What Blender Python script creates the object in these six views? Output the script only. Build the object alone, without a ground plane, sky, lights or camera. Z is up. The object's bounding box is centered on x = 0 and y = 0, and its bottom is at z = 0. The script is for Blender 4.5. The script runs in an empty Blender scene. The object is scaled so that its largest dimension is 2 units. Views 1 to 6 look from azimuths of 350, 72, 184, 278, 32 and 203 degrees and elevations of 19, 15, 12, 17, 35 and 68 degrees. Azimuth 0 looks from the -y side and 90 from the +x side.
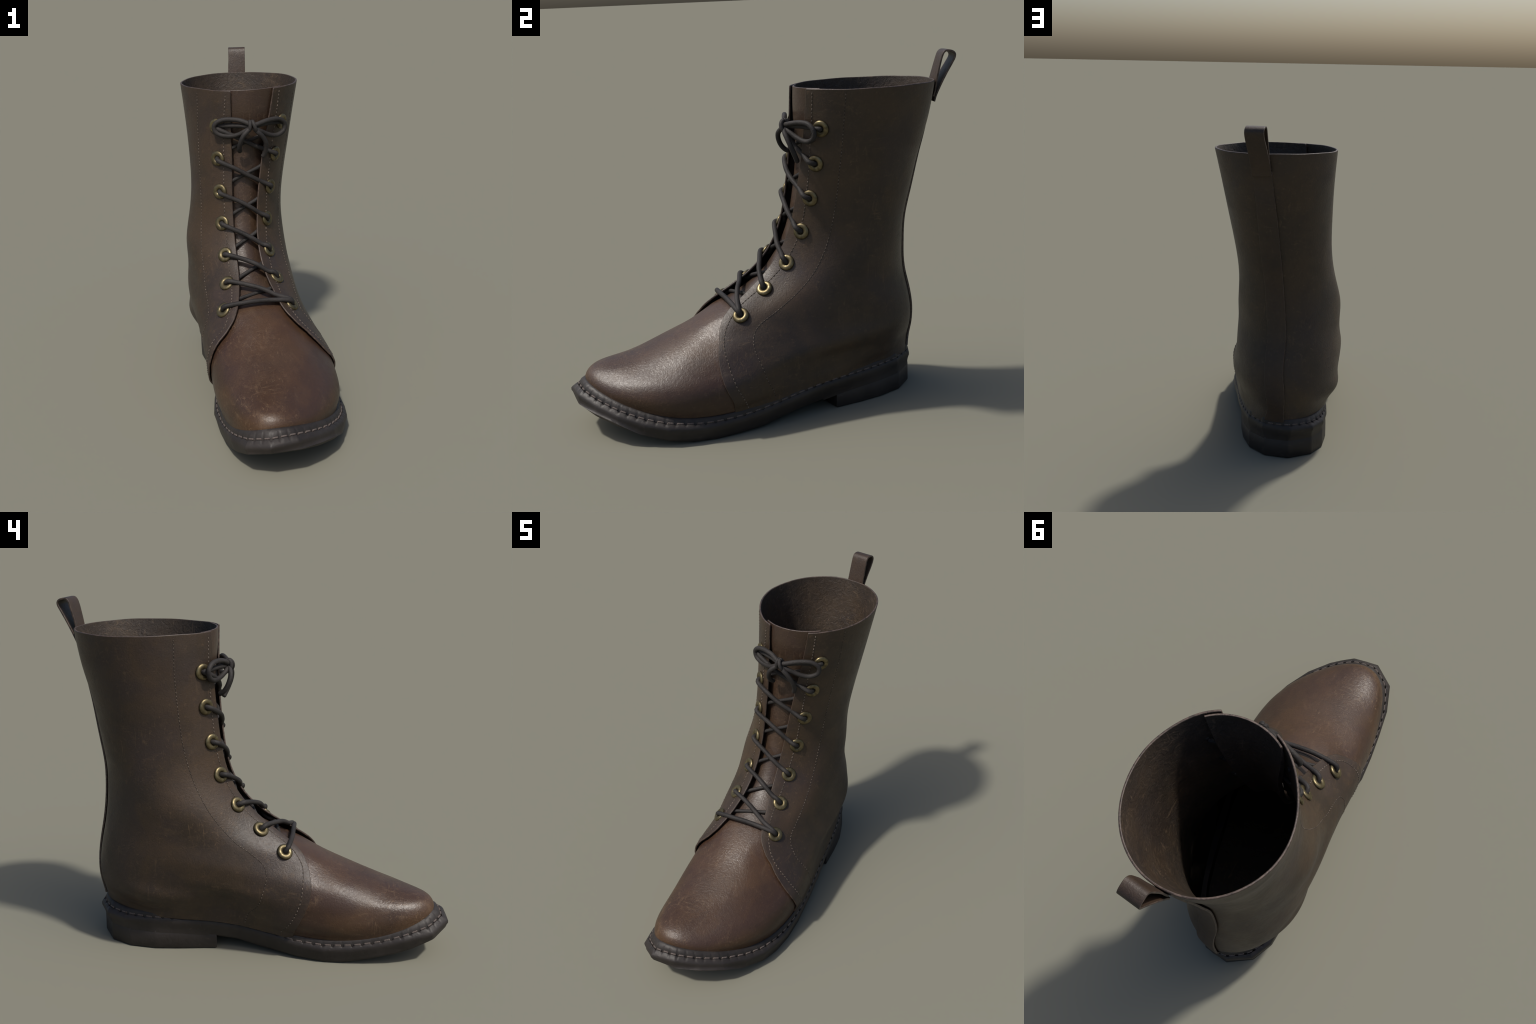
"""A worn brown leather lace-up ankle boot, modelled part by part.

The upper is a loft through closed foot/leg sections ("levels") that run from the
feather line on the welt up to the collar.  Every leather part (shaft, vamp with
tongue, back strip) and every trimming (stitches, eyelets, laces) is laid out on
that loft with two coordinates: v = height level, s = way round the leg
(0 = front middle, 7 = back middle, right side 0..7, left side 7..14).
"""
import bpy, math, random
import numpy as np
from mathutils import Matrix, Vector

random.seed(7)
rng = np.random.default_rng(7)

# ------------------------------------------------------------------ helpers
def cubic(x, Y, xq):
    """natural cubic spline through Y at x"""
    x = np.asarray(x, float); Y = np.asarray(Y, float); xq = np.atleast_1d(np.asarray(xq, float))
    n = len(x); h = np.diff(x)
    A = np.zeros((n, n)); A[0, 0] = A[-1, -1] = 1
    r = np.zeros_like(Y)
    for i in range(1, n - 1):
        A[i, i - 1] = h[i - 1]; A[i, i] = 2 * (h[i - 1] + h[i]); A[i, i + 1] = h[i]
        r[i] = 6 * ((Y[i + 1] - Y[i]) / h[i] - (Y[i] - Y[i - 1]) / h[i - 1])
    M = np.linalg.solve(A, r.reshape(n, -1)).reshape(Y.shape)
    i = np.clip(np.searchsorted(x, xq) - 1, 0, n - 2)
    sh = (slice(None),) + (None,) * (Y.ndim - 1)
    t = (xq - x[i])[sh]; hh = h[i][sh]; u = hh - t
    return (M[i] * u ** 3 + M[i + 1] * t ** 3) / (6 * hh) + (Y[i] / hh - M[i] * hh / 6) * u + (Y[i + 1] / hh - M[i + 1] * hh / 6) * t

def periodic_basis(n):
    A = np.zeros((n, n)); B = np.zeros((n, n))
    for i in range(n):
        A[i, i] = 4; A[i, (i - 1) % n] += 1; A[i, (i + 1) % n] += 1
        B[i, (i + 1) % n] += 6; B[i, (i - 1) % n] += 6; B[i, i] -= 12
    return np.linalg.solve(A, B)

def smooth(a, b, x):
    t = np.clip((np.asarray(x, float) - a) / (b - a), 0, 1)
    return t * t * (3 - 2 * t)

def catmull(P, n, closed=False):
    """n points along a centripetal-ish Catmull-Rom curve through P, evenly spaced by length"""
    P = np.asarray(P, float)
    Q = np.vstack([P[-1], P, P[0], P[1]]) if closed else np.vstack([2 * P[0] - P[1], P, 2 * P[-1] - P[-2]])
    segs = []
    for i in range(1, len(Q) - 2):
        a, b, c, d = Q[i - 1], Q[i], Q[i + 1], Q[i + 2]
        t = np.linspace(0, 1, 24, endpoint=False)[:, None]
        segs.append(.5 * (2 * b + (c - a) * t + (2 * a - 5 * b + 4 * c - d) * t ** 2 + (3 * b - a - 3 * c + d) * t ** 3))
    C = np.vstack(segs + [Q[-2][None]])
    return resample(C, n, closed)

def resample(C, n, closed=False):
    L = np.r_[0, np.cumsum(np.linalg.norm(np.diff(C, axis=0), axis=1))]
    q = np.linspace(0, L[-1], n, endpoint=not closed)
    return np.stack([np.interp(q, L, C[:, k]) for k in range(C.shape[1])], -1)

def polyline_closed(P, n):
    P = np.asarray(P, float)
    return resample(np.vstack([P, P[:1]]), n, True)

# ------------------------------------------------------------------ the loft of the upper
# one line per level:  front point (y, z) | back point (y, z) | x front | x of right side at six
# stations front to back | x back | x of left side at the same stations
LEVELS = [
 ((-.931, .244, .779, .212), -.105, (.091, .257, .311, .264, .191, .102), -.042, (-.239, -.294, -.288, -.262, -.254, -.178)),
 ((-.918, .279, .791, .262), -.100, (.100, .275, .326, .278, .193, .085), -.046, (-.239, -.304, -.316, -.299, -.265, -.184)),
 ((-.871, .323, .800, .319), -.100, (.092, .268, .328, .279, .205, .100), -.051, (-.229, -.296, -.322, -.323, -.306, -.209)),
 ((-.761, .355, .802, .379), -.075, (.099, .245, .306, .283, .227, .115), -.052, (-.213, -.295, -.327, -.334, -.314, -.218)),
 ((-.600, .401, .798, .449), -.061, (.091, .211, .262, .260, .217, .111), -.049, (-.200, -.290, -.325, -.339, -.313, -.211)),
 ((-.420, .462, .783, .536), -.051, (.087, .186, .232, .243, .204, .099), -.050, (-.179, -.271, -.325, -.343, -.305, -.200)),
 ((-.261, .546, .765, .618), -.056, (.076, .169, .218, .235, .189, .084), -.053, (-.182, -.266, -.315, -.333, -.291, -.190)),
 ((-.116, .635, .753, .699), -.057, (.047, .141, .209, .226, .178, .078), -.047, (-.161, -.253, -.317, -.329, -.276, -.173)),
 ((.008, .754, .747, .791), -.056, (.031, .124, .202, .223, .176, .081), -.035, (-.151, -.251, -.322, -.321, -.256, -.154)),
 ((.089, .895, .749, .912), -.050, (.039, .131, .203, .217, .173, .085), -.024, (-.143, -.234, -.294, -.294, -.235, -.137)),
 ((.132, 1.077, .776, 1.071), -.036, (.064, .159, .224, .232, .190, .104), -.008, (-.135, -.220, -.271, -.272, -.221, -.125)),
 ((.152, 1.249, .812, 1.252), -.017, (.097, .199, .261, .265, .220, .129), .009, (-.128, -.217, -.270, -.271, -.218, -.117)),
 ((.161, 1.421, .859, 1.422), .006, (.137, .241, .297, .297, .246, .148), .018, (-.122, -.215, -.272, -.279, -.224, -.117)),
 ((.161, 1.607, .892, 1.607), .036, (.172, .274, .336, .336, .276, .161), .019, (-.101, -.207, -.280, -.293, -.232, -.121)),
]
SAG = [1, .85, .65, .45, .25, .12, .05, 0, 0, 0, 0, 0, 0, 0]          # how far a level follows the sole's rocker
LV = np.array([0, .4, .9, 1.5, 2.3, 3.2, 4.1, 5, 6, 7, 8.2, 9.3, 10.5, 11.8])
VTOP = 11.8
NC = 14
_fr = .5 * (1 - np.cos(np.arange(8) * np.pi / 7))

def feather_height(y):
    """height of the line where the upper meets the welt, along the foot"""
    return np.interp(y, [-.94, -.93, -.89, -.82, -.725, -.626, -.514, -.426, -.267, -.125, .07, .24, .35, .465, .62, .72, .775],
                     [.236, .232, .207, .183, .149, .122, .109, .100, .106, .122, .156, .176, .180, .182, .184, .193, .2])

def _controls():
    f = np.concatenate([_fr, _fr[-2:0:-1]])
    rows = []
    for (fb, xf, xr, xb, xl), sag in zip(LEVELS, SAG):
        yF, zF, yB, zB = fb
        y = yF + (yB - yF) * f
        lin = .232 + (.200 - .232) * np.clip((y + .930) / 1.705, 0, 1)
        z = zF + (zB - zF) * f + sag * (feather_height(y) - lin)
        rows.append(np.stack([np.r_[xf, xr, xb, xl[::-1]], y, z], -1))
    return np.array(rows)

CTRL = _controls()
_MP = periodic_basis(NC)
_CV = 241; _CS = 448
def _dense():
    q = np.arange(_CS) * NC / _CS
    i = np.floor(q).astype(int); t = (q - i)[:, None]; u = 1 - t; j = (i + 1) % NC
    B = _MP[i] * (u ** 3 - u) / 6 + _MP[j] * (t ** 3 - t) / 6
    B[np.arange(_CS), i] += u[:, 0]; B[np.arange(_CS), j] += t[:, 0]
    S = np.einsum('kc,lcd->lkd', B, CTRL)
    return cubic(LV, S, np.linspace(0, VTOP, _CV))
GRID = _dense()
_du = np.roll(GRID, -1, 1) - np.roll(GRID, 1, 1); _dv = np.gradient(GRID, axis=0)
NORM = np.cross(_du, _dv); NORM /= np.linalg.norm(NORM, axis=-1, keepdims=True) + 1e-9
if ((GRID - GRID.mean(1, keepdims=True)) * NORM).sum() < 0:
    NORM = -NORM
# local fullness: (v, s, spread in v, spread in s, height)
FULLNESS = [(.70, 10.08, .85, .55, -.042),     # hollow of the inner waist
            (.70, 9.05, .9, .60, .017),         # inner side of the heel cup
            (1.0, 11.5, .7, .5, .007),         # inner ball of the foot
            (1.15, 3.6, .9, .55, -.011), (.5, 4.3, .65, .5, -.014),   # outer waist
            (.55, 5.25, .8, .50, .013),          # outer side of the heel cup
            (.85, .9, .6, .5, -.011),          # outer side of the toe box
            (10.5, 6.9, 1.2, .5, -.009), (2.4, 2.4, .6, .4, .004), (1.5, 13.6, .5, .5, .004)]
AT_WELT = [(.15, 9.1, .8, .8, .012), (.20, 4.55, .7, .55, .005), (.10, 10.2, .6, .6, -.016)]      # same, reaching down to the feather line
_v = np.linspace(0, VTOP, _CV)[:, None]; _s = (np.arange(_CS) * NC / _CS)[None]
_off = sum(a * np.exp(-((_v - cv) / wv) ** 2 - (((_s - cs + NC / 2) % NC - NC / 2) / ws) ** 2) for cv, cs, wv, ws, a in FULLNESS)
_low = sum(a * np.exp(-((_v - cv) / wv) ** 2 - (((_s - cs + NC / 2) % NC - NC / 2) / ws) ** 2) for cv, cs, wv, ws, a in AT_WELT)
_flat = NORM * [1, 1, .25]
GRID = GRID + NORM * (_off * np.clip(_v / .35, 0, 1))[..., None] + _flat * _low[..., None]
_du = np.roll(GRID, -1, 1) - np.roll(GRID, 1, 1); _dv = np.gradient(GRID, axis=0)
_n = np.cross(_du, _dv); _n /= np.linalg.norm(_n, axis=-1, keepdims=True) + 1e-9
NORM = _n * np.sign((_n * NORM).sum(-1, keepdims=True))

def bilinear(G, v, s):
    v = np.clip(np.asarray(v, float), 0, VTOP) * (_CV - 1) / VTOP
    s = (np.asarray(s, float) % NC) * _CS / NC
    i = np.minimum(v.astype(int), _CV - 2); a = (v - i)[..., None]
    j = s.astype(int) % _CS; b = (s - np.floor(s))[..., None]; k = (j + 1) % _CS
    return (G[i, j] * (1 - b) + G[i, k] * b) * (1 - a) + (G[i + 1, j] * (1 - b) + G[i + 1, k] * b) * a

def on_boot(v, s, off=0.0):
    """point at (v, s) on the upper, lifted by off along the surface normal"""
    n = bilinear(NORM, v, s); n = n / (np.linalg.norm(n, axis=-1, keepdims=True) + 1e-9)
    return bilinear(GRID, v, s) + n * np.asarray(off)[..., None], n

# edge of the quarters (the facing with the eyelets, then the curve down to the welt), right and left
EDGE_V = [0, .4, .75, 1.2, 2.0, 2.8, 3.35, 3.8, 4.1, 4.4, 5, 5.6, 6.2, 7, 8.3, 9.3, 10.8, 11.8]
EDGE_R = [2.96, 2.90, 2.78, 2.59, 2.21, 1.78, 1.36, 1.05, .93, .90, .87, .86, .86, .84, .82, .81, .81, .83]
EDGE_L = [3.08, 3.00, 2.88, 2.68, 2.24, 1.74, 1.32, .94, .77, .66, .59, .56, .57, .62, .64, .64, .71, .83]
def edge_r(v): return np.interp(v, EDGE_V, EDGE_R)
def edge_l(v): return np.interp(v, EDGE_V, EDGE_L)
def _soft(fn):
    q = np.linspace(0, VTOP, 400); y = fn(q); k = np.hanning(15); k /= k.sum()
    y2 = np.convolve(np.pad(y, 7, mode='reflect', reflect_type='odd'), k, 'valid')
    return lambda v: np.interp(v, q, y2)
edge_r = _soft(edge_r); edge_l = _soft(edge_l)

# ------------------------------------------------------------------ object making
ROOT = bpy.data.objects.new("leather_boot", None)
bpy.context.collection.objects.link(ROOT)
ROOT["label"] = "tall worn brown leather boot with black laces and brass eyelets"
ROOT["category"] = "boot"

def add_mesh(name, verts, faces, mats, parent=ROOT, smooth_angle=None, face_mats=None, stuff=False):
    me = bpy.data.meshes.new(name)
    me.from_pydata([tuple(map(float, p)) for p in verts], [], [tuple(map(int, f)) for f in faces])
    for m in (mats if isinstance(mats, (list, tuple)) else [mats]):
        me.materials.append(m)
    me.polygons.foreach_set("use_smooth", [True] * len(me.polygons))
    if face_mats is not None:
        me.polygons.foreach_set("material_index", [int(i) for i in face_mats])
    me.update()
    if smooth_angle:
        me.set_sharp_from_angle(angle=math.radians(smooth_angle))
    ob = bpy.data.objects.new(name, me)
    bpy.context.collection.objects.link(ob)
    ob.parent = parent
    if stuff:
        ob["kind"] = "stuff"
    return ob

def shell(name, outer, inner, mats, bevel=.0025, smooth_angle=50, **kw):
    """closed sheet of leather between two equal grids of points; material 1 on the cut edges"""
    R, C, _ = outer.shape
    verts = np.vstack([outer.reshape(-1, 3), inner.reshape(-1, 3)])
    o = lambda r, c: r * C + c
    i = lambda r, c: R * C + r * C + c
    F, M = [], []
    for r in range(R - 1):
        for c in range(C - 1):
            F.append((o(r, c), o(r, c + 1), o(r + 1, c + 1), o(r + 1, c))); M.append(0)
            F.append((i(r, c), i(r + 1, c), i(r + 1, c + 1), i(r, c + 1))); M.append(2 if len(mats) > 2 else 0)
    em = 1 if len(mats) > 1 else 0
    for c in range(C - 1):
        F.append((o(0, c), i(0, c), i(0, c + 1), o(0, c + 1))); M.append(em)
        F.append((o(R - 1, c), o(R - 1, c + 1), i(R - 1, c + 1), i(R - 1, c))); M.append(em)
    for r in range(R - 1):
        F.append((o(r, 0), o(r + 1, 0), i(r + 1, 0), i(r, 0))); M.append(em)
        F.append((o(r, C - 1), i(r, C - 1), i(r + 1, C - 1), o(r + 1, C - 1))); M.append(em)
    ob = add_mesh(name, verts, F, mats, face_mats=M, **kw)
    if bevel:
        b = ob.modifiers.new("soft_edge", 'BEVEL'); b.width = bevel; b.segments = 2
        b.limit_method = 'ANGLE'; b.angle_limit = math.radians(55); b.use_clamp_overlap = True
    ob.data.set_sharp_from_angle(angle=math.radians(smooth_angle))
    return ob

def tube(path, radius, sides=12, cap=True, ends=.75):
    """round cord along a path: verts, faces"""
    path = np.asarray(path, float); n = len(path)
    T = np.gradient(path, axis=0); T /= np.linalg.norm(T, axis=1, keepdims=True) + 1e-12
    up = np.array([0, 0, 1.]) if abs(T[0, 2]) < .8 else np.array([1., 0, 0])
    u = np.cross(T[0], up); u /= np.linalg.norm(u)
    V, F = [], []
    rad = np.full(n, radius); rad[0] *= ends; rad[-1] *= ends
    for k in range(n):
        u = u - T[k] * (u @ T[k]); u /= np.linalg.norm(u); w = np.cross(T[k], u)
        a = np.arange(sides) * 2 * np.pi / sides
        V.append(path[k] + rad[k] * (np.cos(a)[:, None] * u + np.sin(a)[:, None] * w))
    V = np.vstack(V)
    for k in range(n - 1):
        for j in range(sides):
            j2 = (j + 1) % sides
            F.append((k * sides + j, k * sides + j2, (k + 1) * sides + j2, (k + 1) * sides + j))
    if cap:
        F.append(tuple(range(sides))[::-1]); F.append(tuple((n - 1) * sides + j for j in range(sides)))
    return V, F

def join(parts):
    V, F, k = [], [], 0
    for v, f in parts:
        V.append(v); F += [tuple(i + k for i in q) for q in f]; k += len(v)
    return np.vstack(V), F

# ------------------------------------------------------------------ materials
class Nodes:
    def __init__(self, name):
        self.m = bpy.data.materials.new(name); self.m.use_nodes = True
        self.t = self.m.node_tree; self.n = self.t.nodes; self.l = self.t.links
        self.b = self.n["Principled BSDF"]
        self.co = self.n.new("ShaderNodeTexCoord").outputs["Object"]
    def mapped(self, scale=(1, 1, 1), rot=(0, 0, 0), loc=(0, 0, 0)):
        m = self.n.new("ShaderNodeMapping"); self.l.new(self.co, m.inputs[0])
        m.inputs["Scale"].default_value = scale; m.inputs["Rotation"].default_value = rot; m.inputs["Location"].default_value = loc
        return m.outputs[0]
    def noise(self, scale, detail=4, rough=.55, dist=0, vec=None):
        k = self.n.new("ShaderNodeTexNoise"); self.l.new(vec or self.co, k.inputs["Vector"])
        k.inputs["Scale"].default_value = scale; k.inputs["Detail"].default_value = detail
        k.inputs["Roughness"].default_value = rough; k.inputs["Distortion"].default_value = dist
        return k.outputs["Fac"]
    def voronoi(self, scale, feature='F1', vec=None):
        k = self.n.new("ShaderNodeTexVoronoi"); k.feature = feature; self.l.new(vec or self.co, k.inputs["Vector"])
        k.inputs["Scale"].default_value = scale
        return k.outputs["Distance"]
    def ramp(self, fac, stops):
        k = self.n.new("ShaderNodeValToRGB"); self.l.new(fac, k.inputs[0]); e = k.color_ramp.elements
        while len(e) < len(stops): e.new(.5)
        for el, (p, c) in zip(e, stops):
            el.position = p; el.color = (c, c, c, 1) if isinstance(c, (int, float)) else (*c, 1)
        return k.outputs[0]
    def mix(self, fac, a, b, mode='MIX'):
        k = self.n.new("ShaderNodeMix"); k.data_type = 'RGBA'; k.blend_type = mode
        for i, x in ((0, fac), (6, a), (7, b)):
            if hasattr(x, "links"): self.l.new(x, k.inputs[i])
            else: k.inputs[i].default_value = x if i == 0 else (*x, 1)
        return k.outputs[2]
    def math(self, op, a, b=0.0, c=None):
        k = self.n.new("ShaderNodeMath"); k.operation = op
        for i, x in enumerate((a, b) if c is None else (a, b, c)):
            if hasattr(x, "links"): self.l.new(x, k.inputs[i])
            else: k.inputs[i].default_value = x
        return k.outputs[0]
    def axis(self, which):
        k = self.n.new("ShaderNodeSeparateXYZ"); self.l.new(self.co, k.inputs[0]); return k.outputs[which]
    def bump(self, height, strength, dist, normal=None):
        k = self.n.new("ShaderNodeBump"); self.l.new(height, k.inputs["Height"])
        k.inputs["Strength"].default_value = strength; k.inputs["Distance"].default_value = dist
        if normal is not None: self.l.new(normal, k.inputs["Normal"])
        return k.outputs[0]
    def done(self, colour, rough, normal=None, metal=0.0, spec=.5):
        for key, x in (("Base Color", colour), ("Roughness", rough), ("Normal", normal), ("Metallic", metal), ("Specular IOR Level", spec)):
            if x is None: continue
            if hasattr(x, "links"): self.l.new(x, self.b.inputs[key])
            else: self.b.inputs[key].default_value = (*x, 1) if isinstance(x, tuple) else x
        return self.m

def leather(name, dark, mid, plum, rust, tan, gloss, scuff, flecks, wrinkle, crease_scale=66):
    """worn smooth leather: clouded brown, plum and rust stains, rubbed pale smudges, hair scratches and flecks, fine grain"""
    q = Nodes(name)
    cloud = q.math('ADD', q.math('MULTIPLY', q.noise(4.2, 5, .6, .3), .7), q.math('MULTIPLY', q.noise(15, 5, .62, .5), .3))
    base = q.mix(q.ramp(cloud, [(.40, 0.0), (.60, 1.0)]), dark, mid)
    stain = q.ramp(q.noise(2.6, 4, .55, .5, q.mapped(loc=(3.1, 1.7, .4))), [(.44, 0.0), (.62, .85)])
    base = q.mix(stain, base, plum)
    warm = q.ramp(q.noise(3.3, 5, .6, .6, q.mapped(loc=(8.3, .9, 4.4))), [(.48, 0.0), (.66, .80)])
    base = q.mix(warm, base, rust)
    # rubbed smudges, brushed along the foot
    rub = q.ramp(q.noise(1.0, 6, .66, .8, q.mapped(scale=(17, 8, 15), rot=(.2, .1, .35), loc=(2, 4, 1))), [(.56, 0.0), (.72, 1.0)])
    # pale hair scratches running in three directions
    lines = None
    for rot, sc in (((.3, .2, .5), (5, 44, 40)), ((.9, -.4, -.6), (44, 6, 36)), ((.1, .8, 1.2), (38, 42, 5))):
        vec = q.mapped(scale=sc, rot=rot)
        hair = q.ramp(q.noise(1.6, 5, .6, .9, vec), [(.60, 0.0), (.72, 1.0)])
        lines = hair if lines is None else q.math('MAXIMUM', lines, hair)
    where = q.ramp(q.noise(3.4, 3, .55, 0, q.mapped(loc=(.7, 5.2, 2.2))), [(.40, 0.0), (.62, 1.0)])
    base = q.mix(q.math('MULTIPLY', q.math('MULTIPLY', rub, q.ramp(where, [(0.0, .25), (1.0, 1.0)])), scuff * .45), base, tan)
    base = q.mix(q.math('MULTIPLY', q.math('MULTIPLY', lines, where), scuff), base, tan)
    dots = q.ramp(q.noise(38, 4, .65, .3), [(.60, 0.0), (.74, 1.0)])
    base = q.mix(q.math('MULTIPLY', dots, flecks), base, tan)
    fine = q.noise(170, 4, .6)
    base = q.mix(q.math('MULTIPLY', q.ramp(fine, [(.35, 1.0), (.6, 0.0)]), .28), base, tuple(c * .55 for c in dark))
    # grain and creases
    crease = q.noise(crease_scale, 5, .58, 1.3)
    pores = q.voronoi(95, 'F1', q.mapped(scale=(1, 1, 1.25)))
    n = q.bump(crease, wrinkle, .010)
    n = q.bump(pores, .06, .003, n)
    n = q.bump(fine, .12, .003, n)
    rough = q.math('ADD', q.math('MULTIPLY', crease, .22), gloss)
    rough = q.math('ADD', rough, q.math('MULTIPLY', q.math('MAXIMUM', lines, rub), .06))
    dull = q.noise(5.5, 4, .6, .4, q.mapped(loc=(1.3, 6.1, 3.2)))
    rough = q.math('ADD', rough, q.math('MULTIPLY', q.math('SUBTRACT', dull, .46), .42))
    return q.done(base, rough, n, 0.0, .45)

VAMP = leather("vamp_leather", (.046, .0240, .0130), (.064, .0345, .0185), (.045, .0232, .0155), (.074, .0380, .0175), (.170, .108, .060), .27, .80, .22, .18)
TONGUE = leather("tongue_leather", (.039, .0235, .0150), (.056, .0345, .0215), (.042, .0250, .0190), (.061, .0350, .0195), (.150, .100, .062), .26, .70, .22, .18)
SHAFT = leather("shaft_leather", (.029, .0190, .0120), (.047, .0295, .0165), (.037, .0240, .0195), (.056, .0335, .0170), (.140, .088, .046), .34, .50, .34, .17)
STRIP = leather("strip_leather", (.032, .0205, .0135), (.046, .0290, .0175), (.040, .0255, .0190), (.056, .0330, .0180), (.120, .078, .048), .36, .30, .20, .17)
LINING = leather("lining_leather", (.0235, .0185, .0145), (.040, .0300, .0220), (.034, .0240, .0180), (.054, .0360, .0215), (.140, .095, .058), .44, .80, .45, .42, 34)

def edge_leather():
    q = Nodes("cut_leather_edge")
    f = q.ramp(q.noise(55, 4, .6, .5), [(.38, 0.0), (.64, 1.0)])
    c = q.mix(f, (.034, .023, .018), (.105, .072, .055))
    return q.done(c, .5, q.bump(q.noise(120, 3), .3, .004))
EDGE = edge_leather()

def rubber():
    q = Nodes("dark_sole_rubber")
    f = q.noise(6, 5, .6, .4)
    c = q.mix(q.ramp(f, [(.35, 0.0), (.65, 1.0)]), (.0195, .0157, .0138), (.0315, .0258, .0228))
    hair = q.ramp(q.noise(2.0, 4, .6, .8, q.mapped(scale=(7, 26, 30), rot=(.2, .1, .4))), [(.62, 0.0), (.74, 1.0)])
    c = q.mix(q.math('MULTIPLY', hair, .25), c, (.10, .075, .065))
    n = q.bump(q.noise(26, 4, .6, .6), .20, .010)
    n = q.bump(q.noise(150, 3), .10, .003, n)
    return q.done(c, q.math('ADD', q.math('MULTIPLY', f, .2), .42), n, 0.0, .38)
SOLE = rubber()

def thread(name, a, b):
    q = Nodes(name)
    c = q.mix(q.ramp(q.noise(24, 3), [(.4, 0.0), (.6, 1.0)]), a, b)
    n = q.bump(q.noise(1.0, 2, .5, 0, q.mapped(scale=(260, 420, 420), rot=(0, .5, .6))), .35, .002)
    return q.done(c, .7, n, 0.0, .3)
THREAD = thread("seam_thread", (.066, .052, .040), (.152, .121, .096))
WELT_THREAD = thread("welt_thread", (.065, .052, .046), (.150, .122, .108))

def groove_shadow_mat():
    q = Nodes("drawn_groove_shadow")
    return q.done(q.mix(q.noise(30, 4), (.016, .0115, .0085), (.030, .021, .015)), .6, None, 0.0, .3)
GROOVE_SHADOW = groove_shadow_mat()

def lace_mat():
    q = Nodes("waxed_lace")
    c = q.mix(q.ramp(q.noise(11, 4), [(.35, 0.0), (.65, 1.0)]), (.0185, .0165, .0155), (.0320, .0285, .0268))
    n = q.bump(q.voronoi(130), .25, .003)
    return q.done(c, .66, n, 0.0, .28)
LACE = lace_mat()

def brass():
    q = Nodes("aged_brass")
    f = q.ramp(q.noise(42, 4, .6, .5), [(.38, 0.0), (.62, 1.0)])
    c = q.mix(f, (.100, .081, .042), (.205, .168, .090))
    oi = q.n.new("ShaderNodeObjectInfo").outputs["Random"]
    c = q.mix(q.math('MULTIPLY', oi, .35), c, (.085, .07, .04))
    return q.done(c, q.math('ADD', q.math('MULTIPLY', f, -.1), .48), q.bump(q.noise(90, 3), .15, .003), .85)
BRASS = brass()

def hollow():
    q = Nodes("eyelet_hole_black")
    return q.done((.010, .009, .009), .8)
HOLE = hollow()

# ------------------------------------------------------------------ shaft (quarters with the eyelet facings)
T_SHAFT = .0095
def quarter_lift(v, s, edge):
    """how far the free front corner of a quarter stands off the instep"""
    near = 1 - smooth(0, 1.0, s - edge)
    return near * (.0085 * smooth(0, .5, v) * (1 - smooth(3.2, 6.5, v)) + .009 * smooth(1.2, 3.0, v) * (1 - smooth(4.8, 6.6, v)))

def build_shaft():
    vs = np.unique(np.r_[np.linspace(0, 4.6, 62), np.linspace(4.6, VTOP, 84)])
    rows_o, rows_i = [], []
    frac = np.linspace(0, 1, 190)
    frac = frac + .10 * np.sin(2 * np.pi * frac) * -.5      # closer rows at both front edges
    for v in vs:
        a, b = edge_r(v), NC - edge_l(v)
        s = a + (b - a) * frac
        d = np.minimum(s - a, b - s)
        lift = quarter_lift(v, d, 0)
        o, n = on_boot(np.full_like(s, v), s, lift)
        w, _ = on_boot(np.full_like(s, v), s, lift - T_SHAFT)
        if v == 0:
            o = o + [0, 0, -.022]; w = w + [0, 0, -.022]
        sag = smooth(10.9, VTOP, v) * .0011 * (np.sin(1.7 * s + .6) + .6 * np.sin(4.3 * s + 1.1))     # the collar is not quite level
        o = o + np.stack([0 * s, 0 * s, sag], -1); w = w + np.stack([0 * s, 0 * s, sag], -1)
        rows_o.append(o); rows_i.append(w)
    return shell("shaft", np.array(rows_o), np.array(rows_i), [SHAFT, EDGE, LINING], bevel=.003)
build_shaft()

# ------------------------------------------------------------------ vamp, running up into the tongue
def vamp_depth(v, s_abs, edge):
    under = .006 * (1 - smooth(.02, .75, edge - s_abs)) + .012 * (1 - smooth(-.35, .0, edge - s_abs))
    tongue = .040 * smooth(3.3, 5.6, v) - .023 * smooth(9.2, 11.4, v)
    return np.maximum(under * (1 - smooth(4.2, 5.4, v)), tongue)

def front_sheet(name, vs, mats, sink):
    rows_o, rows_i = [], []
    for v in vs:
        lo = -np.interp(v, [0, 4, 5, 8, VTOP], [edge_l(0) + .55, edge_l(4) + .5, 1.15, 1.2, 1.22]) if v >= 4 else -(edge_l(v) + .55)
        hi = np.interp(v, [4, 5, 8, VTOP], [edge_r(4) + .5, 1.25, 1.3, 1.33]) if v >= 4 else edge_r(v) + .55
        s = np.linspace(lo, hi, 121)
        e = np.where(s > 0, edge_r(v), edge_l(v))
        d = vamp_depth(v, np.abs(s), e) + sink(v)
        o, n = on_boot(np.full_like(s, v), s, -d)
        w, _ = on_boot(np.full_like(s, v), s, -d - .0085 - .014 * smooth(4.5, 7, v) * (1 - smooth(10.6, 11.7, v)))
        if v == 0:
            o = o + [0, 0, -.022]; w = w + [0, 0, -.022]
        rows_o.append(o); rows_i.append(w)
    return shell(name, np.array(rows_o), np.array(rows_i), mats, bevel=.0025)
front_sheet("vamp", np.linspace(0, 4.42, 70), [VAMP, EDGE, LINING], lambda v: 0.0)
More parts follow.
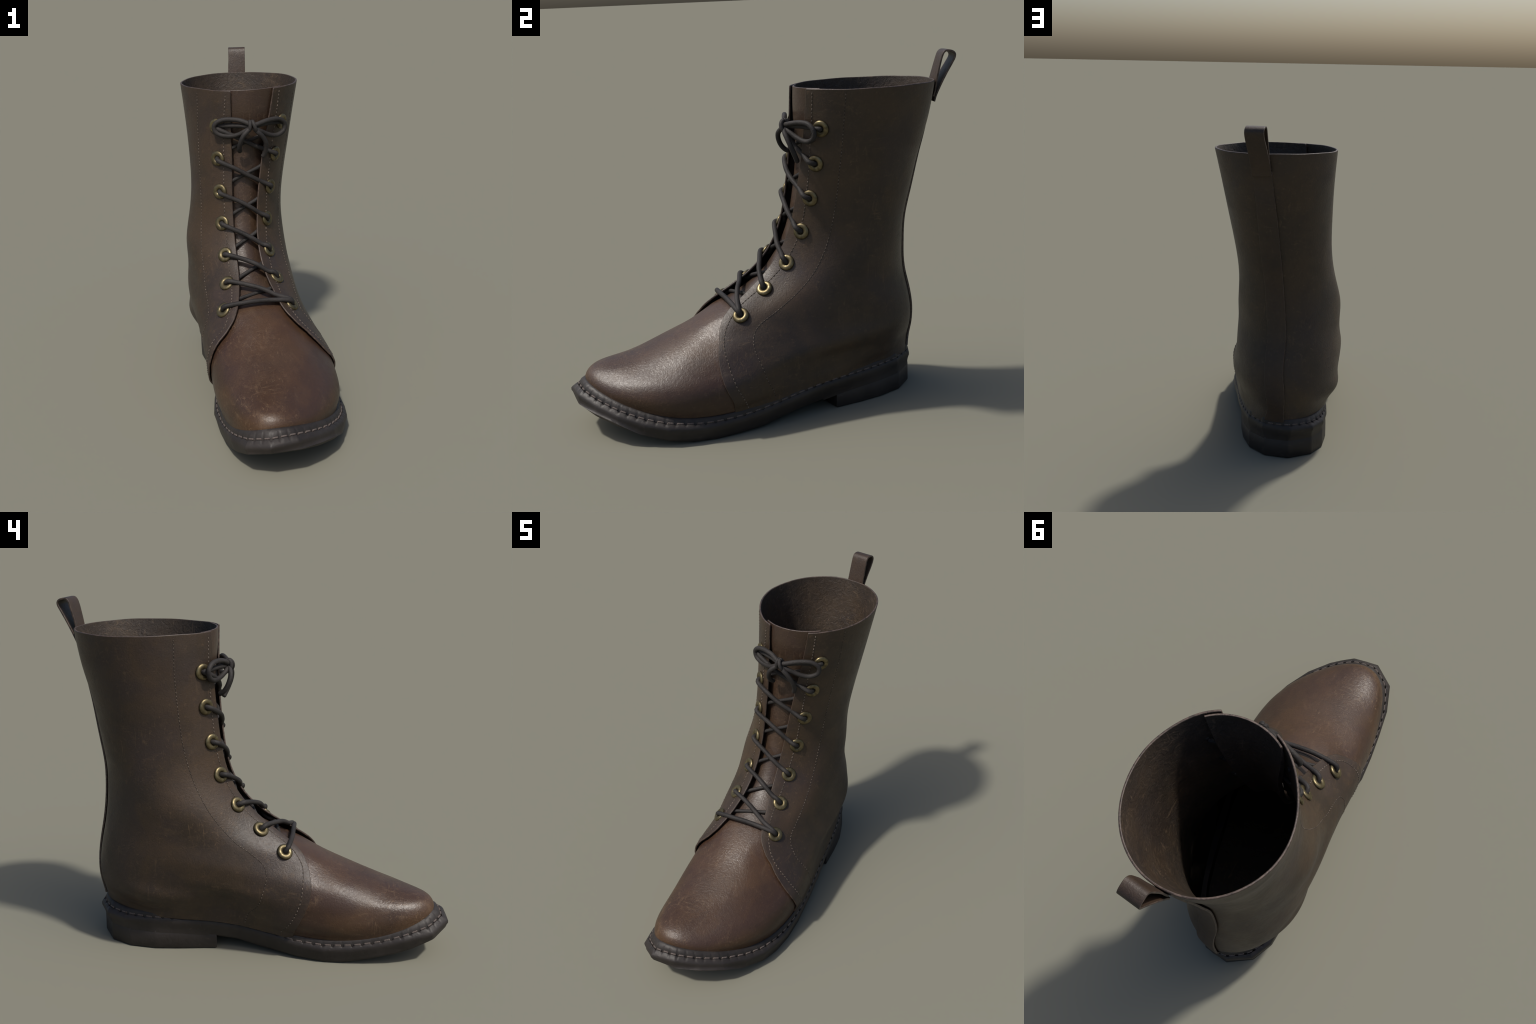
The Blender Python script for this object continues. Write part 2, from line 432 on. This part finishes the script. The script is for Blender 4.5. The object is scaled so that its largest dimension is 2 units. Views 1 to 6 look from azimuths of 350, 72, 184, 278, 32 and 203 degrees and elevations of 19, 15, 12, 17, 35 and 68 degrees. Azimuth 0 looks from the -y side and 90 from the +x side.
front_sheet("tongue", np.linspace(4.05, VTOP, 76), [TONGUE, EDGE, LINING], lambda v: .003 * (1 - smooth(4.6, 6.2, v)) - .006 * smooth(4.3, 4.8, v) * (1 - smooth(5.0, 6.0, v)))

# ------------------------------------------------------------------ back strip over the heel seam
STRIP_V = [0, .9, 3.2, 6.2, 8.2, 9.8, 11.05, 11.72]
STRIP_A = [6.46, 6.49, 6.41, 6.34, 6.32, 6.38, 6.32, 6.28]
STRIP_B = [7.11, 7.07, 7.03, 7.15, 7.18, 7.15, 7.04, 7.00]
def strip_edges(v):
    a = cubic(STRIP_V, np.array(STRIP_A), v); b = cubic(STRIP_V, np.array(STRIP_B), v)
    pa, na = on_boot(v, a, .006 - .009 * smooth(9.6, 11.0, v)); pb, nb = on_boot(v, b, .013 - .012 * smooth(9.6, 11.0, v))
    return pa, pb, (na + nb) / np.linalg.norm(na + nb, axis=1, keepdims=True)
def build_strip():
    v = np.linspace(0, 11.2, 110)
    pa, pb, n = strip_edges(v)
    pa[0, 2] -= .008; pb[0, 2] -= .008
    t = np.linspace(0, 1, 15)[None, :, None]
    mid = pa[:, None] * (1 - t) + pb[:, None] * t + n[:, None] * (.005 * 4 * t * (1 - t))
    return shell("back_strip", mid + n[:, None] * .0050, mid - n[:, None] * .0055, [STRIP, EDGE], bevel=.002)
build_strip()

# ------------------------------------------------------------------ pull loop at the back of the collar
def build_loop():
    mid = catmull([(.065, .882, 1.497), (.068, .893, 1.530), (.075, .916, 1.580), (.083, .943, 1.632), (.091, .968, 1.676), (.0945, .984, 1.706),
                   (.0940, .984, 1.725), (.0915, .968, 1.737), (.0880, .942, 1.740), (.0850, .928, 1.730), (.083, .918, 1.705), (.080, .906, 1.660),
                   (.076, .893, 1.605), (.071, .886, 1.555), (.067, .879, 1.525)], 90)
    T = np.gradient(mid, axis=0); T /= np.linalg.norm(T, axis=1, keepdims=True)
    W = np.stack([np.full(len(mid), .0955), np.interp(mid[:, 2], [1.5, 1.7], [-.004, -.018]), np.zeros(len(mid))], -1)
    W -= T * (W * T).sum(1, keepdims=True); W /= np.linalg.norm(W, axis=1, keepdims=True)
    N = np.cross(W, T)
    t = np.linspace(-.5, .5, 9)[None, :, None]
    g = mid[:, None] + W[:, None] * t * .097
    return shell("pull_loop", g + N[:, None] * .0048, g - N[:, None] * .0048, [STRIP, EDGE], bevel=.002)
build_loop()

# ------------------------------------------------------------------ sole, welt and heel
RIM = [(-.153, -1.0, .187), (-.085, -.991, .191), (-.018, -.981, .192), (.040, -.948, .180), (.095, -.913, .166), (.188, -.827, .136), (.265, -.714, .106), (.312, -.610, .088),
       (.332, -.500, .077), (.338, -.400, .074), (.330, -.250, .080), (.314, -.120, .092), (.288, .050, .124), (.258, .200, .145), (.226, .380, .155), (.193, .516, .160),
       (.142, .654, .161), (.053, .767, .162), (-.026, .798, .163), (-.100, .804, .164), (-.213, .741, .162), (-.265, .637, .158), (-.277, .500, .155), (-.272, .380, .153),
       (-.247, .200, .142), (-.239, .050, .123), (-.260, -.100, .100), (-.302, -.250, .080), (-.326, -.390, .072), (-.324, -.520, .079), (-.315, -.650, .100), (-.301, -.786, .133), (-.259, -.922, .161)]
HEEL_SIDE = [(.221, .278), (.204, .419), (.180, .542), (.133, .668), (.040, .765), (-.089, .789), (-.205, .720), (-.259, .610), (-.273, .474), (-.260, .355), (-.231, .163)]
def _heel_inset(d):
    p = np.array(HEEL_SIDE); c = np.array([-.025, .42]); r = p - c
    return p - r / np.linalg.norm(r, axis=1, keepdims=True) * d
_HZ = [.073, .088, .094, .097, .099, .100, .099, .097, .094, .088, .070]
BOTTOM = [(-.152, -.992, .149), (-.075, -.989, .151), (-.005, -.984, .149), (.045, -.957, .142), (.101, -.926, .134), (.196, -.838, .105), (.252, -.744, .060), (.303, -.610, .023), (.319, -.503, .006),
          (.323, -.379, .000), (.314, -.248, .006), (.294, -.130, .010), (.271, -.060, .018), (.248, .067, .044), (.233, .180, .060)] + \
         [(x, y, z) for (x, y), z in zip(_heel_inset(.0), _HZ)] + \
         [(-.223, .060, .054), (-.238, -.060, .027), (-.269, -.170, .018), (-.295, -.250, .012), (-.313, -.392, .000), (-.313, -.487, .004), (-.310, -.612, .028),
          (-.299, -.736, .056), (-.282, -.820, .080), (-.250, -.928, .124)]
def bottom_height(y):
    """running height of the tread along the foot (toe spring, ball, waist)"""
    return np.interp(y, [-.995, -.92, -.83, -.74, -.61, -.50, -.385, -.25, -.13, -.06, .06, .18, .36, .5, .62, .79],
                     [.150, .120, .090, .058, .025, .006, .0, .008, .014, .022, .048, .063, .075, .079, .084, .092])
N_ST = 86                      # welt stitches round the boot
N_RING = N_ST * 10
feather_loop = on_boot(np.zeros(448), np.arange(448) * NC / 448)[0]
fl = polyline_closed(feather_loop, 1200)
rim = polyline_closed(RIM, N_RING)
bot_dense = polyline_closed(BOTTOM, 2400)
def nearest(loop, pts, k=9):
    """matching points on another loop, evened out along the way"""
    i = ((pts[:, None, :2] - loop[None, :, :2]) ** 2).sum(-1).argmin(1)
    q = loop[i]
    w = np.hanning(2 * k + 1); w /= w.sum()
    return np.stack([np.convolve(np.r_[q[-k:, c], q[:, c], q[:k, c]], w, 'valid') for c in range(3)], -1)
fea = nearest(fl, rim, 14)
bot = nearest(bot_dense, rim, 5)
_t = np.roll(rim, -6, 0) - np.roll(rim, 6, 0)
OUT = np.stack([_t[:, 1], -_t[:, 0], 0 * _t[:, 0]], -1); OUT /= np.linalg.norm(OUT, axis=1, keepdims=True)
if ((rim - rim.mean(0)) * OUT).sum() < 0:
    OUT = -OUT
_w = ((rim - fea) * OUT).sum(1)                      # the welt stands out at least this far from the upper
fea = fea - OUT * np.maximum(0, .016 - _w)[:, None]
SPINE = lambda y: np.interp(y, [-1, -.5, 0, .4, .8], [-.11, 0, .02, -.03, -.06])

STITCH_AT = .50
def build_sole():
    k = np.arange(N_RING)
    ph = (k % 10) / 10.0
    hole = np.exp(-((np.minimum(ph, 1 - ph)) / .13) ** 2)       # thread holes between the stitches
    def mixr(t, dz):
        p = fea * (1 - t) + rim * t; p = p.copy(); p[:, 2] += dz; return p
    inn = -OUT
    rows = []
    sp = lambda P, t: np.stack([P[:, 0] + (SPINE(P[:, 1]) - P[:, 0]) * t, P[:, 1], P[:, 2]], -1)
    def tread(P, dz=0.0):
        P = P.copy(); P[:, 2] = bottom_height(P[:, 1]) + dz; return P
    base = fea + inn * .030 + [0, 0, -.004]
    pit = tread(fea + inn * .040, .018)
    rows += [tread(sp(pit, 1.0), .018), tread(sp(pit, .6), .018), pit, base]
    rows.append(fea + [0, 0, .001])
    rows.append(mixr(.14, .004)); rows.append(mixr(.30, .0055 - .002 * hole))
    rows.append(mixr(.42, .000 - .009 * hole)); rows.append(mixr(.50, -.009 - .008 * hole)); rows.append(mixr(.58, .000 - .005 * hole))
    rows.append(mixr(.72, .003 - .002 * hole)); rows.append(mixr(.90, .002)); rows.append(rim + [0, 0, -.001])
    lo = rim + [0, 0, -.013]; rows.append(lo)
    nk = lo * .62 + bot * .38; nk = nk + inn * .0025; rows.append(nk)
    rows.append(lo * .25 + bot * .75 + inn * .0020)
    under = (bot[:, 1] < .2)[:, None]                  # no rounded tread edge where the heel block joins
    rows.append(bot + [0, 0, .004] * under + inn * .0010 * under); rows.append(bot + inn * .005 * under + [0, 0, -.004] * ~under)
    for k_in in (.015, .05):
        rows.append(tread(bot + inn * k_in))
    rows.append(tread(sp(bot + inn * .05, .6))); rows.append(tread(sp(bot + inn * .05, 1.0)))
    V = np.vstack(rows); R = len(rows); F = []
    for r in range(R - 1):
        for c in range(N_RING):
            c2 = (c + 1) % N_RING
            F.append((r * N_RING + c, (r + 1) * N_RING + c, (r + 1) * N_RING + c2, r * N_RING + c2))
    ob = add_mesh("sole", V, F, SOLE, smooth_angle=42)
    return ob
build_sole()

def build_welt_stitches():
    me = None
    for j in range(N_ST):
        a = fea[(j * 10 + 1) % N_RING] * (1 - STITCH_AT) + rim[(j * 10 + 1) % N_RING] * STITCH_AT
        b = fea[(j * 10 + 9) % N_RING] * (1 - STITCH_AT) + rim[(j * 10 + 9) % N_RING] * STITCH_AT
        if me is None:
            x = np.linspace(-.5, .5, 11)
            V, F = tube(np.stack([x, 0 * x, .0016 - .007 * (2 * x) ** 6], -1), .0046, 8)
            ob = add_mesh("welt_stitch", V * [1, 1, 1], F, WELT_THREAD)
            me = ob.data
        else:
            ob = bpy.data.objects.new("welt_stitch", me); bpy.context.collection.objects.link(ob); ob.parent = ROOT
        d = b - a; L = np.linalg.norm(d); d /= L
        out = rim[(j * 10 + 5) % N_RING] - fea[(j * 10 + 5) % N_RING]
        up = np.cross(d, out); up *= np.sign(up[2]); up /= np.linalg.norm(up); side = np.cross(up, d)
        c = (a + b) / 2 + up * (-.0040 + rng.uniform(-.0006, .0006))
        M = Matrix([[d[i] * L * rng.uniform(.94, 1.0), side[i], up[i], c[i]] for i in range(3)] + [[0, 0, 0, 1]])
        ob.matrix_local = M
build_welt_stitches()

def build_heel():
    pts = np.array(HEEL_SIDE)
    def ring(p, n=14):
        L = []
        for a, b in zip(p[:-1], p[1:]):
            L.append(a + (b - a) * np.linspace(0, 1, n, endpoint=False)[:, None])
        L.append(p[-1] + (p[0] - p[-1]) * np.linspace(0, 1, 30, endpoint=False)[:, None])
        return np.vstack(L)
    r = ring(pts); c = r.mean(0); d = r - c; d /= np.linalg.norm(d, axis=1, keepdims=True)
    hz = np.concatenate([np.linspace(a, b, 14, endpoint=False) for a, b in zip(_HZ[:-1], _HZ[1:])] + [np.linspace(_HZ[-1], _HZ[0], 30, endpoint=False)])
    rows = [np.c_[c + (r - c) * .3, hz + .004], np.c_[r - d * .006, hz + .009], np.c_[r - d * .0006, hz + .003], np.c_[r, .05 + 0 * hz],
            np.c_[r, .006 + 0 * hz], np.c_[r - d * .004, .0005 + 0 * hz], np.c_[c + (r - c) * .85, 0 * hz], np.c_[c + (r - c) * .3, 0 * hz]]
    n = len(r); V = np.vstack(rows); F = []
    for k in range(len(rows) - 1):
        for j in range(n):
            j2 = (j + 1) % n
            F.append((k * n + j, (k + 1) * n + j, (k + 1) * n + j2, k * n + j2))
    F.append(tuple(range(n))); F.append(tuple((len(rows) - 1) * n + j for j in range(n))[::-1])
    add_mesh("heel", V, F, SOLE, smooth_angle=62)
build_heel()

def build_insole():
    y = np.linspace(-.86, .72, 60)
    L = fl
    rows = []
    for yy in y:
        near = L[np.abs(L[:, 1] - yy) < .03]
        a, b = near[:, 0].min() + .045, near[:, 0].max() - .045
        t = np.linspace(0, 1, 21)
        x = a + (b - a) * t
        z = bottom_height(yy) + .030 + .012 * (2 * t - 1) ** 4
        rows.append(np.stack([x, np.full_like(x, yy), np.full_like(x, 1) * z], -1))
    g = np.array(rows)
    shell("insole", g + [0, 0, .004], g - [0, 0, .006], [LINING], bevel=0)
build_insole()

# ------------------------------------------------------------------ seam stitches on the upper
def seam(path_v, path_s, pitch, length, radius, sign):
    v = np.linspace(path_v[0], path_v[-1], 900)
    order = np.argsort(path_v)
    s = np.interp(v, np.array(path_v)[order], np.array(path_s)[order])
    k = np.hanning(41); k /= k.sum()
    s = np.convolve(np.pad(s, 20, mode='reflect', reflect_type='odd'), k, 'valid')
    P, N = on_boot(v, s if sign > 0 else NC - s, np.zeros_like(v))
    L = np.r_[0, np.cumsum(np.linalg.norm(np.diff(P, axis=0), axis=1))]
    out = []
    for a in np.arange(.004, L[-1] - length, pitch):
        a += rng.uniform(-.0008, .0008)
        q = np.linspace(a, a + length * rng.uniform(.85, 1.1), 5)
        p = np.stack([np.interp(q, L, P[:, i]) for i in range(3)], -1)
        n = np.stack([np.interp(q, L, N[:, i]) for i in range(3)], -1)
        dip = np.array([-.0022, .0002, .0008, .0002, -.0022])
        vm = np.interp(q, L, v)
        out.append((p, n, dip, vm, np.interp(q, L, s)))
    return out

SEAM_V = [0, .41, .73, 1.31, 1.87, 2.22, 2.83, 3.30, 3.59, 3.94, 4.48, 5.11, 5.72, 6.42, 6.96, 7.76, 8.39, 8.99, 9.61, 10.48, 11.24, 11.7]
SEAM_R = [3.52, 3.44, 3.34, 3.14, 2.89, 2.71, 2.43, 2.24, 2.22, 2.33, 2.44, 2.52, 2.55, 2.55, 2.54, 2.50, 2.46, 2.39, 2.34, 2.27, 2.25, 2.25]
SEAM_L = [3.74, 3.66, 3.53, 3.29, 3.06, 2.90, 2.59, 2.37, 2.29, 2.29, 2.37, 2.32, 2.28, 2.29, 2.34, 2.41, 2.44, 2.42, 2.39, 2.36, 2.33, 2.31]
FACE_V = [0, .4, .7, 1.18, 1.87, 2.35, 2.87, 3.35, 3.74, 4.1, 4.5, 4.95, 5.4, 6, 6.6, 7.3, 8, 9, 10, 11, 11.7]
FACE_R = [3.14, 3.05, 2.94, 2.75, 2.42, 2.15, 1.83, 1.53, 1.33, 1.20, 1.17, 1.25, 1.36, 1.43, 1.45, 1.43, 1.38, 1.29, 1.18, 1.14, 1.12]
FACE_L = [3.26, 3.12, 3.01, 2.81, 2.46, 2.20, 1.85, 1.48, 1.22, 1.02, .94, .94, 1.00, 1.02, 1.02, 1.05, 1.07, 1.03, 1.00, 1.00, 1.01]
def build_seams():
    parts, shadow_lines = [], []
    for pv, ps, pitch, length, rad, sign in ((SEAM_V, SEAM_R, .0175, .0100, .0019, 1), (SEAM_V, SEAM_L, .0175, .0100, .0019, -1),
                                              (FACE_V, FACE_R, .0190, .0120, .0026, 1), (FACE_V, FACE_L, .0190, .0120, .0026, -1)):
        for p, n, dip, vm, sm in seam(pv, ps, pitch, length, rad, sign):
            lift = quarter_lift(vm, sm, (edge_r if sign > 0 else edge_l)(vm))
            parts.append(tube(p + n * (dip + lift)[:, None], rad, 6))
        # dark cord half sunk under the row draws the shadow of a stitch groove
        v = np.linspace(pv[0] + .02, pv[-1], 420)
        k = np.hanning(21); k /= k.sum()
        s_ = np.convolve(np.pad(np.interp(v, pv, ps), 10, mode='reflect', reflect_type='odd'), k, 'valid')
        lift = quarter_lift(v, s_, (edge_r if sign > 0 else edge_l)(v))
        shadow_lines.append(tube(on_boot(v, s_ if sign > 0 else NC - s_, lift - .0016)[0], .0024, 6))
    V, F = join(shadow_lines)
    add_mesh("seam_shadow_line", V, F, GROOVE_SHADOW, stuff=True)
    V, F = join(parts)
    add_mesh("seam_stitching", V, F, THREAD, stuff=True)
build_seams()

# ------------------------------------------------------------------ eyelets
EYE_R = [(10.5, 1.53), (9.31, 1.51), (8.20, 1.53), (7.08, 1.50), (5.98, 1.49), (4.97, 1.40), (3.92, 1.49)]
EYE_L = [(10.5, 1.32), (9.31, 1.31), (8.20, 1.25), (7.10, 1.20), (6.02, 1.14), (4.98, 1.18), (4.00, 1.37)]
def eye_frame(i, right):
    v, s = (EYE_R if right else EYE_L)[i]
    lift = float(quarter_lift(v, s, (edge_r if right else edge_l)(v)))
    p, n = on_boot(np.array([v]), np.array([s if right else NC - s]), np.array([lift]))
    return p[0], n[0]
def build_eyelets():
    prof = []
    # washer section: rounded rim that dips into the hole
    for a in np.linspace(0, 2 * np.pi, 18, endpoint=False):
        prof.append((.0266 + .0142 * math.cos(a), .0005 + .0098 * math.sin(a)))
    seg = 40; V = []; F = []; FM = []
    for k in range(seg):
        a = 2 * math.pi * k / seg
        V += [(r * math.cos(a), r * math.sin(a), z) for r, z in prof]
    m = len(prof)
    for k in range(seg):
        for j in range(m):
            F.append((k * m + j, ((k + 1) % seg) * m + j, ((k + 1) % seg) * m + (j + 1) % m, k * m + (j + 1) % m)); FM.append(0)
    c0 = len(V)
    for k in range(seg):
        a = 2 * math.pi * k / seg
        V.append((.0165 * math.cos(a), .0165 * math.sin(a), .0012))
    F.append(tuple(range(c0, c0 + seg))); FM.append(1)  # flat near-black disc paints the darkness inside an uncut hole
    me = None
    for right in (True, False):
        for i in range(7):
            p, n = eye_frame(i, right)
            if me is None:
                ob = add_mesh("eyelet", V, F, [BRASS, HOLE], face_mats=FM); me = ob.data
            else:
                ob = bpy.data.objects.new("eyelet", me); bpy.context.collection.objects.link(ob); ob.parent = ROOT
            z = Vector(n); q = z.to_track_quat('Z', 'Y')
            ob.matrix_local = Matrix.Translation(Vector(p + n * .0030)) @ q.to_matrix().to_4x4() @ Matrix.Rotation(random.uniform(0, 6.28), 4, 'Z')
build_eyelets()

# ------------------------------------------------------------------ laces
R_LACE = .0123
def lace_object(name, ctrl, n=46, r=R_LACE, sides=14):
    P = catmull(ctrl, n)
    V, F = tube(P, r, sides)
    return add_mesh(name, V, F, LACE, parent=ROOT, smooth_angle=60)

# where each outer strand hangs between its two eyelets (the lowest two arch over the instep)
OVER = {
 (1, 2): [(-.125, .163, 1.231), (-.074, .152, 1.200), (-.007, .154, 1.159), (.056, .169, 1.121), (.098, .186, 1.092)],
 (2, 3): [(-.127, .147, 1.062), (-.072, .134, 1.030), (-.010, .131, .992), (.041, .138, .953), (.076, .150, .924)],
 (3, 4): [(-.130, .107, .897), (-.071, .082, .867), (-.013, .069, .834), (.037, .072, .797), (.064, .079, .770)],
 (4, 5): [(-.129, .023, .761), (-.072, -.009, .745), (-.008, -.034, .718), (.045, -.044, .682), (.076, -.042, .653)],
 (5, 6): [(-.150, -.085, .651), (-.088, -.117, .645), (-.008, -.152, .625), (.062, -.175, .591), (.110, -.187, .560)],
 (6, 6): [(-.186, -.207, .572), (-.106, -.211, .582), (-.035, -.208, .583), (.035, -.204, .578), (.098, -.192, .557)],
}
OVER[0, 1] = [tuple(np.array(p) + d) for p, d in zip(OVER[1, 2], [(0, .013, .170), (.006, .014, .170), (.014, .013, .170), (.024, .016, .170), (.033, .019, .170)])]
def over_strand(i, j):
    """from the left eyelet i across the tongue to the right eyelet j, outside the facings"""
    (pl, nl), (pr, nr) = eye_frame(i, False), eye_frame(j, True)
    pts = [np.array(p) for p in OVER[i, j]]
    def over_ring(p, n, q):
        d = q - p; d = d - n * (d @ n); d /= np.linalg.norm(d)
        return p + d * .027 + n * .0222
    return [pl - nl * .016, pl + nl * .006, over_ring(pl, nl, pts[1])] + pts[1:-1] + [over_ring(pr, nr, pts[-2]), pr + nr * .006, pr - nr * .016]

def under_strand(i, j):
    """from the right eyelet i down behind the facings to the left eyelet j"""
    (pr, nr), (pl, nl) = eye_frame(i, True), eye_frame(j, False)
    vr, sr = EYE_R[i]; vl, sl = EYE_L[j]
    if j == 6:
        vl += .30
    sink = -.0175 if j < 6 else -.0085
    a, na = on_boot(np.array([vr - .30 * (vr - vl)]), np.array([edge_r(vr) + .12]), np.array([sink]))
    b, nb = on_boot(np.array([vl + .30 * (vr - vl)]), np.array([NC - edge_l(vl) - .12]), np.array([sink]))
    m = (a[0] + b[0]) / 2 + (na[0] + nb[0]) * .0015
    return [pr - nr * .014, pr * .5 + a[0] * .5 - nr * .012, a[0], m, b[0], pl * .5 + b[0] * .5 - nl * .012, pl - nl * .014]

for pair in sorted(OVER):
    lace_object("lace_strand", over_strand(*pair))
for i in range(6):
    lace_object("lace_strand", under_strand(i, i + 1), r=.0100)

KNOT = np.array([.018, .122, 1.426])
for right in (True, False):
    p, n = eye_frame(0, right)
    side = 1 if right else -1
    lace_object("lace_strand", [p - n * .012, p + n * .006, p + n * .017 + np.array([-side * .012, -.004, .002]), p * .5 + KNOT * .5 + np.array([0, -.004, .004]), KNOT + np.array([side * .012, .012, -.002])])

lace_object("bow_loop", [KNOT + (.004, -.002, .004), (.052, .128, 1.436), (.090, .146, 1.444), (.128, .163, 1.448), (.168, .180, 1.446), (.197, .194, 1.430), (.208, .201, 1.405),
                         (.200, .199, 1.378), (.172, .187, 1.362), (.139, .172, 1.361), (.100, .152, 1.375), (.062, .132, 1.397), KNOT + (.010, .002, -.012)], 80)
lace_object("bow_loop", [KNOT + (-.004, -.002, .006), (-.012, .130, 1.446), (-.042, .143, 1.457), (-.078, .156, 1.462), (-.120, .170, 1.462), (-.155, .181, 1.450), (-.174, .187, 1.427),
                         (-.166, .184, 1.396), (-.134, .174, 1.378), (-.092, .161, 1.374), (-.052, .146, 1.383), (-.018, .130, 1.402), KNOT + (-.008, .002, -.010)], 80)
lace_object("bow_tail", [KNOT + (-.006, .000, -.006), (-.012, .110, 1.404), (-.034, .104, 1.382), (-.048, .110, 1.352), (-.053, .124, 1.322), (-.051, .143, 1.300), (-.046, .162, 1.291)], 44)
lace_object("bow_tail", [KNOT + (.008, .000, -.008), (.042, .112, 1.398), (.068, .114, 1.372), (.086, .123, 1.338), (.090, .138, 1.300), (.085, .151, 1.272), (.074, .161, 1.252)], 44)

def build_knot():
    parts = []
    for tilt, rr, c in ((.42, .0195, KNOT + (.010, -.002, .000)), (-.15, .0165, KNOT + (-.014, .001, .002))):
        a = np.linspace(0, 2 * np.pi, 26)
        ring = np.stack([np.sin(tilt) * np.cos(a) * -1, np.sin(a), np.cos(tilt) * np.cos(a)], -1) * [rr * 1.1, rr * .95, rr * 1.45]
        parts.append(tube(ring + c, .0100, 12, ends=1.0))
    V, F = join(parts)
    add_mesh("bow_knot", V, F, LACE)
build_knot()
